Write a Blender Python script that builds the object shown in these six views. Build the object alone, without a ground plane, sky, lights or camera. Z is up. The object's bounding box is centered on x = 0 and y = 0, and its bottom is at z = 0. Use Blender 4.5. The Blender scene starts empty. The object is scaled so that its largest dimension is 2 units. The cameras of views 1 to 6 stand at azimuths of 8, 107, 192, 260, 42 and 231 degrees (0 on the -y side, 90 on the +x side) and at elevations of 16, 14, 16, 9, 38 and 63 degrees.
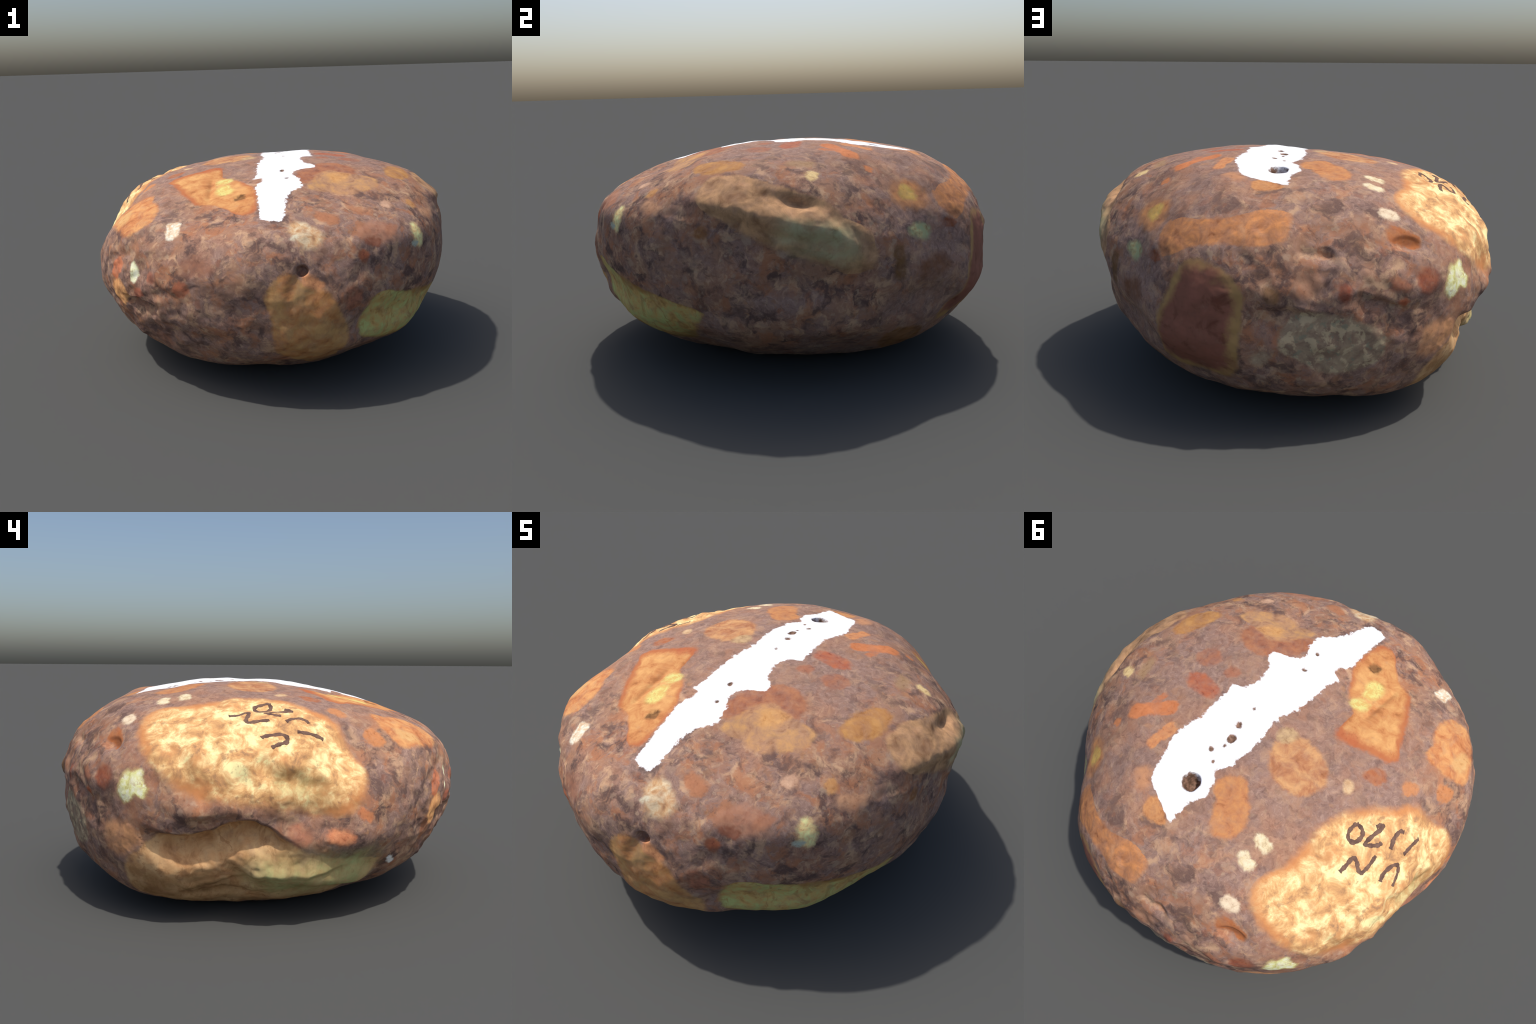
"""A painted, numbered breccia stone: a rounded cobble of purple-brown groundmass
full of cream, orange, red and green clasts, with a white paint stripe over the
top and a handwritten collection number in ink.

The stone is one smooth body: cross-section rings -> relief (pits, ledges,
grooves, bumps, noise) -> split by region into groundmass, clasts and paint."""
import bpy
import math
import numpy as np

# ------------------------------------------------------------------ the body
CENTRE = np.array([0.0, 0.0, 0.5])
HALF = np.array([0.97, 0.95, 0.5])            # half axes of the parent ellipsoid
RING_ELEVATION = np.radians([-75, -58, -42, -27, -13, 1, 15, 30, 48, 68])
# each ring: 20 control radii, anticlockwise from +x, relative to the ellipsoid
RINGS = np.array([
    [1.021, 1.027, 1.021, 1.012, 1.010, 1.008, 1.005, 1.006, 1.004, 1.004, 1.010, 1.018, 1.016, 1.011, 1.010, 1.011, 1.012, 1.013, 1.026, 1.030],
    [1.040, 1.041, 1.066, 1.099, 1.095, 1.097, 1.103, 1.120, 1.119, 1.094, 1.084, 1.084, 1.068, 1.105, 1.088, 1.080, 1.090, 1.085, 1.063, 1.035],
    [1.009, 1.011, 1.007, 1.077, 1.112, 1.128, 1.139, 1.170, 1.152, 1.055, 1.048, 1.022, 1.057, 1.085, 1.104, 1.084, 1.082, 1.035, 1.045, 0.989],
    [0.993, 0.990, 0.994, 1.041, 1.064, 1.092, 1.110, 1.107, 1.080, 0.976, 0.995, 0.989, 1.028, 1.040, 1.040, 1.089, 1.087, 1.041, 1.037, 0.981],
    [0.949, 0.966, 0.976, 0.978, 1.075, 1.060, 1.045, 1.064, 1.031, 0.943, 0.965, 1.004, 1.003, 1.015, 1.033, 1.057, 1.064, 0.984, 0.980, 0.962],
    [0.955, 0.934, 0.968, 1.014, 1.053, 1.044, 1.037, 1.036, 1.030, 0.984, 0.931, 0.983, 1.010, 1.018, 1.031, 1.049, 1.048, 1.007, 0.994, 0.971],
    [0.980, 1.012, 1.028, 1.000, 1.067, 1.074, 1.059, 1.085, 1.054, 1.012, 0.983, 0.984, 1.034, 1.040, 1.063, 1.094, 1.054, 1.041, 1.027, 1.014],
    [1.094, 1.101, 1.069, 1.045, 1.107, 1.115, 1.089, 1.102, 1.096, 1.065, 1.034, 0.975, 1.073, 1.095, 1.074, 1.115, 1.097, 1.103, 1.100, 1.082],
    [1.166, 1.159, 1.121, 1.114, 1.148, 1.143, 1.139, 1.120, 1.086, 1.084, 1.073, 1.061, 1.058, 1.043, 1.022, 1.052, 1.074, 1.061, 1.089, 1.144],
    [1.100, 1.108, 1.124, 1.118, 1.107, 1.085, 1.085, 1.079, 1.068, 1.050, 1.041, 1.033, 1.028, 0.997, 0.993, 1.018, 1.041, 1.067, 1.085, 1.102],
])
SOUTH, NORTH = 0.974, 1.041


def ring_radius(az, el):
    """Cubic loft through the rings: periodic in azimuth, Hermite in elevation."""
    levels = np.concatenate([[-np.pi / 2], RING_ELEVATION, [np.pi / 2]])
    n = RINGS.shape[1]
    u = (az / (2 * np.pi) * n) % n
    i = np.floor(u).astype(int)
    t = u - i
    wa = ((-t + 2*t*t - t**3) / 2, (2 - 5*t*t + 3*t**3) / 2,
          (t + 4*t*t - 3*t**3) / 2, (-t*t + t**3) / 2)
    last = len(levels) - 1

    def value(row, col):
        over = (row < 0) | (row > last)        # past a pole: far side of the ring
        row = np.where(row < 0, -row, np.where(row > last, 2*last - row, row))
        col = np.where(over, col + n // 2, col) % n
        inner = np.clip(row - 1, 0, len(RINGS) - 1)
        return np.where(row == 0, SOUTH, np.where(row == last, NORTH, RINGS[inner, col]))

    def level(row):
        return np.where(row < 0, -np.pi - levels[np.clip(-row, 0, last)],
                        np.where(row > last, np.pi - levels[np.clip(2*last - row, 0, last)],
                                 levels[np.clip(row, 0, last)]))

    k = np.clip(np.searchsorted(levels, el, side="right") - 1, 0, last - 1)
    rows = [sum(wa[b] * value(k + a, i + b - 1) for b in range(4)) for a in (-1, 0, 1, 2)]
    e = [level(k + a) for a in (-1, 0, 1, 2)]
    h = e[2] - e[1]
    s = (el - e[1]) / h
    m1 = (rows[2] - rows[0]) / (e[2] - e[0]) * h
    m2 = (rows[3] - rows[1]) / (e[3] - e[1]) * h
    return ((2*s**3 - 3*s**2 + 1) * rows[1] + (s**3 - 2*s**2 + s) * m1
            + (-2*s**3 + 3*s**2) * rows[2] + (s**3 - s**2) * m2)


def body_point(d):
    az = np.arctan2(d[:, 1], d[:, 0]) % (2 * np.pi)
    el = np.arcsin(np.clip(d[:, 2], -1, 1))
    return CENTRE + HALF * d * ring_radius(az, el)[:, None]


def cube_sphere(n):
    """Evenly spaced quads on a sphere: unit directions and faces, welded."""
    t = np.tan(np.linspace(-np.pi / 4, np.pi / 4, n + 1))
    a, b = np.meshgrid(t, t, indexing="ij")
    one = np.ones_like(a)
    sides = [(one, a, b), (-one, -a, b), (-a, one, b), (a, -one, b), (-b, a, one), (b, a, -one)]
    pts = np.concatenate([np.stack(s, -1).reshape(-1, 3) for s in sides])
    pts /= np.linalg.norm(pts, axis=1, keepdims=True)
    idx = np.arange((n + 1) ** 2).reshape(n + 1, n + 1)
    quad = np.stack([idx[:-1, :-1], idx[1:, :-1], idx[1:, 1:], idx[:-1, 1:]], -1).reshape(-1, 4)
    quads = np.concatenate([quad + s * (n + 1) ** 2 for s in range(6)])
    _, first, inverse = np.unique(np.round(pts * 1e6).astype(np.int64), axis=0,
                                  return_index=True, return_inverse=True)
    return pts[first], inverse.ravel()[quads]


def vertex_normals(p, quads):
    f = np.cross(p[quads[:, 2]] - p[quads[:, 0]], p[quads[:, 3]] - p[quads[:, 1]])
    n = np.zeros_like(p)
    for c in range(3):
        n[:, c] = sum(np.bincount(quads[:, k], f[:, c], len(p)) for k in range(4))
    return n / (np.linalg.norm(n, axis=1, keepdims=True) + 1e-12)


def lattice_noise(p, scale, seed):
    """Smooth gradient noise in -1..1 on a hashed lattice."""
    q = p / scale + seed * 17.31
    i = np.floor(q).astype(np.int64)
    f = q - i
    w = f * f * f * (f * (f * 6 - 15) + 10)
    out = 0
    for dx in (0, 1):
        for dy in (0, 1):
            for dz in (0, 1):
                h = ((i[:, 0] + dx) * 73856093 ^ (i[:, 1] + dy) * 19349663
                     ^ (i[:, 2] + dz) * 83492791 ^ seed * 2654435761) & 0xFFFFFFFF
                h = (h ^ (h >> 15)) * 2246822519 & 0xFFFFFFFF
                h = (h ^ (h >> 13)) * 3266489917 & 0xFFFFFFFF
                g = np.stack([(h & 1023) / 511.5 - 1, ((h >> 10) & 1023) / 511.5 - 1,
                              ((h >> 20) & 1023) / 511.5 - 1], -1)
                dot = (f[:, 0] - dx) * g[:, 0] + (f[:, 1] - dy) * g[:, 1] + (f[:, 2] - dz) * g[:, 2]
                wt = ((w[:, 0] if dx else 1 - w[:, 0]) * (w[:, 1] if dy else 1 - w[:, 1])
                      * (w[:, 2] if dz else 1 - w[:, 2]))
                out = out + dot * wt
    return out


def smooth(lo, hi, x):
    t = np.clip((x - lo) / (hi - lo), 0, 1)
    return t * t * (3 - 2 * t)


class Body:
    """The stone's surface: smooth form, frames on it, and the relief."""

    def __init__(self, n):
        d, self.quads = cube_sphere(n)
        self.smooth_points = body_point(d)
        self.smooth_normals = vertex_normals(self.smooth_points, self.quads)
        if self.smooth_normals[np.argmax(self.smooth_points[:, 2]), 2] < 0:
            self.quads = self.quads[:, ::-1]
            self.smooth_normals = -self.smooth_normals
        self.points = self.smooth_points.copy()

    def frame(self, at):
        """Nearest surface point to `at` with outward n, level u, uphill v."""
        at = np.asarray(at, float)
        k = np.argmin(((self.smooth_points - at) ** 2).sum(1))
        near = ((self.smooth_points - self.smooth_points[k]) ** 2).sum(1) < 0.05 ** 2
        n = self.smooth_normals[near].mean(0)
        n /= np.linalg.norm(n)
        u = np.cross([0, 0, 1.0], n)
        if np.linalg.norm(u) < 0.25:
            u = np.cross([0, 1.0, 0], n)
        u /= np.linalg.norm(u)
        return self.smooth_points[k], n, u, np.cross(n, u)

    def push(self, where, along, amount):
        self.points[where] += amount[:, None] * along

    def pit(self, at, size, depth, turn=0.0, hard=0.0, tilt=None):
        """An oval hollow (depth > 0) or knob (depth < 0); hard = steepness of its wall."""
        c, n, u, v = self.frame(at)
        reach = max(size) * 2.6
        near = np.where(((self.smooth_points - c) ** 2).sum(1) < reach ** 2)[0]
        o = self.smooth_points[near] - c
        a, b = o @ u, o @ v
        ca, sa = math.cos(math.radians(turn)), math.sin(math.radians(turn))
        wob = 1 + 0.22 * lattice_noise(self.smooth_points[near], min(size) * 1.4, 5)
        q = np.hypot((a * ca + b * sa) / size[0], (b * ca - a * sa) / size[1]) * wob
        soft = np.exp(-1.3 * q * q)
        wall = 1 - smooth(0.75, 1.15, q)
        along = -n if tilt is None else np.asarray(tilt, float) / np.linalg.norm(tilt)
        self.push(near, along, depth * ((1 - hard) * soft + hard * wall))

    def along_line(self, line, reach):
        """For vertices near a polyline on the surface: signed offset below it, run 0..1, overshoot."""
        pts = np.array([self.frame(p)[0] for p in line])
        # round the corners
        for _ in range(2):
            mid = np.concatenate([pts[:1], np.stack([0.75*pts[:-1] + 0.25*pts[1:],
                                  0.25*pts[:-1] + 0.75*pts[1:]], 1).reshape(-1, 3), pts[-1:]])
            pts = mid
        lo, hi = pts.min(0) - reach, pts.max(0) + reach
        near = np.where(((self.smooth_points > lo) & (self.smooth_points < hi)).all(1))[0]
        p, nor = self.smooth_points[near], self.smooth_normals[near]
        seg = np.linalg.norm(np.diff(pts, axis=0), axis=1)
        start = np.concatenate([[0], np.cumsum(seg)])
        best = np.full(len(near), 9.0)
        side, run, over = np.zeros(len(near)), np.zeros(len(near)), np.zeros(len(near))
        for k in range(len(seg)):
            t = (pts[k+1] - pts[k]) / seg[k]
            s = (p - pts[k]) @ t
            sc = np.clip(s, 0, seg[k])
            o = p - pts[k] - sc[:, None] * t
            o -= (o * nor).sum(1)[:, None] * nor
            dist = np.linalg.norm(o, axis=1)
            hit = dist < best
            best[hit] = dist[hit]
            perp = (np.cross(t, nor) * o).sum(1)
            side[hit] = np.where(perp >= 0, dist, -dist)[hit]
            run[hit] = ((start[k] + sc) / start[-1])[hit]
            past = np.abs(s - sc)
            if k > 0:
                past = np.where(s < 0, 0, past)
            if k < len(seg) - 1:
                past = np.where(s > seg[k], 0, past)
            over[hit] = past[hit]
        keep = best < reach
        return near[keep], side[keep], run[keep], over[keep]

    def ledge(self, line, depth, width, lip=0.012, tilt=None, fade=0.18):
        """A step along a line: the stone to the right-hand side (seen from outside) falls back."""
        near, side, run, over = self.along_line(line, width * 3)
        side = side + 0.35 * lip * lattice_noise(self.smooth_points[near], 0.05, 8)
        ends = smooth(0, fade, run) * smooth(0, fade, 1 - run) * np.exp(-(over / 0.02) ** 2)
        fall = smooth(-lip * 0.3, lip, side) * np.exp(-np.maximum(side - lip, 0) ** 2 / width ** 2)
        along = -self.smooth_normals[near] if tilt is None else np.asarray(tilt, float) / np.linalg.norm(tilt)
        self.push(near, along, depth * ends * fall)

    def groove(self, line, depth, width, fade=0.2):
        near, side, run, over = self.along_line(line, width * 3)
        ends = smooth(0, fade, run) * smooth(0, fade, 1 - run) * np.exp(-(over / width) ** 2)
        self.push(near, -self.smooth_normals[near], depth * ends * np.exp(-(side / width) ** 2))

    def swell(self, at, reach, height, scale, seed):
        """Uneven low swells over one area."""
        c = self.frame(at)[0]
        far = np.linalg.norm(self.smooth_points - c, axis=1)
        near = np.where(far < reach)[0]
        p = self.smooth_points[near]
        n = lattice_noise(p, scale, seed) + .5 * lattice_noise(p, scale * .45, seed + 50)
        self.push(near, self.smooth_normals[near], 1.3 * height * n * smooth(reach, reach * .4, far[near]))

    def roughen(self):
        p, n = self.smooth_points, self.smooth_normals
        warp = p + 0.03 * np.stack([lattice_noise(p, 0.11, s) for s in (21, 22, 23)], -1)
        rough = (0.011 * lattice_noise(p, 0.21, 1) + 0.0075 * lattice_noise(warp, 0.095, 2)
                 + 0.0026 * lattice_noise(warp, 0.045, 3) + 0.0009 * lattice_noise(p, 0.019, 4))
        # small embedded stones stand proud, lost ones leave chips
        knob = lattice_noise(warp, 0.06, 9)
        rough += 0.004 * smooth(0.28, 0.70, knob) - 0.0035 * smooth(0.30, 0.7, -knob)
        # the top is worn smooth, the flanks and underside stay lumpy
        wear = 0.35 + 0.85 * (1 - smooth(0.45, 0.95, n[:, 2]))
        wear = wear * (0.75 + 0.6 * lattice_noise(p, 0.3, 12))
        self.points += n * (rough * wear)[:, None]

    def settle(self):
        self.points[:, 2] -= self.points[:, 2].min()


def carve(b):
    """All the hollows, ledges and cracks that can be told apart."""
    # the undercut hollow on the -x flank: a sagging lip, a pocket, and a thick lumpy sill below
    b.ledge([(-.75, .64, .47), (-.783, .598, .470), (-.823, .47, .427), (-.867, .344, .441),
             (-.912, .22, .5), (-.912, .119, .473), (-.91, .022, .403), (-.89, -.05, .36)],
            0.078, 0.075, lip=0.04, tilt=(1, -0.12, 0.25), fade=0.34)
    b.groove([(-.70, .56, .27), (-.775, .46, .245), (-.83, .33, .275), (-.875, .19, .315), (-.90, .06, .31)],
             -0.012, 0.05)
    b.ledge([(-.714, .491, .167), (-.763, .35, .193), (-.808, .235, .229), (-.842, .119, .258),
             (-.857, -.121, .275), (-.83, -.3, .29)], 0.012, 0.05, lip=0.025)
    b.groove([(-.79, .22, .255), (-.82, .12, .255), (-.845, .0, .25), (-.80, -.12, .225), (-.77, -.24, .205),
              (-.73, -.34, .21), (-.70, -.42, .24)], -0.042, 0.055, fade=.2)
    b.pit((-.72, .28, .135), (.14, .035), 0.028, turn=4)
    b.pit((-.862, .40, .53), (.10, .05), -0.016)
    b.swell((-.83, .25, .32), .35, .010, .07, 47)
    # the lettered pale clast is uneven: low swells, a shallow valley, a step at its edge
    b.swell((-.82, .2, .8), .55, .016, .13, 41)
    b.swell((-.85, .1, .7), .45, .006, .07, 42)
    b.groove([(-.886, .19, .74), (-.904, .119, .696), (-.908, .025, .644), (-.904, -.042, .635),
              (-.9, -.147, .609)], 0.024, 0.045)
    b.pit((-.90, .0, .66), (.10, .05), 0.014, turn=20)
    b.groove([(-.62, -.2, .93), (-.679, -.204, .873), (-.754, -.247, .803), (-.814, -.293, .711),
              (-.833, -.415, .636)], 0.008, 0.06)
    b.groove([(-.65, .561, .817), (-.692, .459, .835), (-.687, .362, .867), (-.668, .239, .899)], 0.007, 0.014)
    # the broad slanting fold on the +x flank with a soft hollow behind it
    crest = [(.82, -.28, .83), (.854, -.171, .83), (.896, .035, .805), (.903, .183, .766), (.892, .286, .74),
             (.84, .407, .724), (.797, .497, .65), (.73, .576, .58)]
    b.groove(crest, -0.014, 0.055)
    b.ledge(crest, 0.020, 0.10, lip=0.055, fade=.3)
    b.swell((.88, .15, .76), .4, .006, .09, 48)
    b.pit((.835, .27, .84), (.105, .036), 0.030, turn=-18)
    b.groove([(.80, .38, .79), (.797, .46, .72), (.74, .57, .60)], 0.012, 0.03)
    # broad low shoulders, flats and hollows of the worn form
    b.pit((.44, .41, .968), (.15, .10), -0.018, turn=30)
    b.pit((.20, .61, .96), (.11, .08), -0.018)
    b.pit((.59, .765, .515), (.13, .09), 0.018)
    b.pit((.76, .42, .30), (.17, .08), -0.018)
    b.pit((-.833, .46, .40), (.06, .04), -0.018)
    b.pit((-.90, .30, .485), (.11, .04), 0.016)
    b.groove([(-.86, .0, .28), (-.834, -.128, .262), (-.812, -.235, .262), (-.78, -.34, .26)], -0.026, 0.05)
    b.pit((-.329, -.83, .283), (.06, .045), -0.02)
    b.pit((-.18, -.915, .31), (.08, .05), 0.018)
    # rough facets and lumps on the flanks
    b.swell((.3, -.9, .5), .6, .012, .12, 43)
    b.swell((-.3, .9, .55), .6, .012, .11, 44)
    b.swell((-.55, -.75, .45), .45, .014, .09, 45)
    b.swell((.0, .0, 1.02), .7, .006, .17, 46)
    # the back: a row of knobs over a recess, an orange cup and a dark pit
    b.ledge([(.016, .988, .619), (-.07, .987, .566), (-.138, .973, .581), (-.261, .941, .542),
             (-.341, .907, .559)], 0.018, 0.08, lip=0.03, fade=.35)
    b.ledge([(-.33, .90, .64), (-.406, .869, .618), (-.489, .839, .592), (-.60, .79, .55)], 0.016, 0.05,
            lip=0.025, fade=.4)
    b.pit((-.076, .981, .616), (.045, .038), -0.012)
    b.pit((-.358, .889, .614), (.03, .04), -0.010)
    b.pit((-.263, .872, .757), (.034, .024), 0.020, hard=.15)
    b.pit((-.554, .721, .764), (.060, .034), 0.030, turn=-12, hard=.2)
    b.groove([(-.149, .904, .769), (-.248, .886, .744), (-.324, .864, .729)], 0.010, 0.022)
    # the front: a drill-like pit, overhanging knobs low on the left
    b.pit((.232, -.954, .662), (.026, .023), 0.045, hard=.7, tilt=(0, 1, -.35))
    b.pit((.225, -.96, .63), (.045, .03), 0.008)
    b.ledge([(-.66, -.68, .475), (-.56, -.77, .47), (-.478, -.838, .465), (-.42, -.86, .44)], 0.03, 0.06, lip=.02, fade=.3)
    b.ledge([(-.504, -.798, .402), (-.469, -.804, .347), (-.403, -.818, .296), (-.39, -.75, .2)], 0.014, 0.08, lip=.02, fade=.3)
    # a broad dish on the top beside the paint, the cracked leaf-like clast, holes in the paint
    b.pit((.35, -.48, .95), (.15, .11), 0.016, turn=20)
    b.groove([(-.268, -.299, .955), (-.255, -.417, .933), (-.235, -.585, .892)], 0.008, 0.014)
    b.pit((-.087, -.575, .913), (.034, .018), 0.012, hard=.3)
    b.pit((.0, .455, .988), (.040, .034), 0.085, turn=60, hard=.7, tilt=(-.15, -.25, -1))
    for spot in ((.024, .202, 1.021, .015), (.055, .137, 1.029, .012), (.049, .297, 1.016, .008),
                 (.072, .032, 1.026, .007), (.091, -.288, .992, .010), (.123, -.399, .971, .009)):
        b.pit(spot[:3], (spot[3], spot[3]), spot[3] * 0.7, hard=.4)

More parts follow.
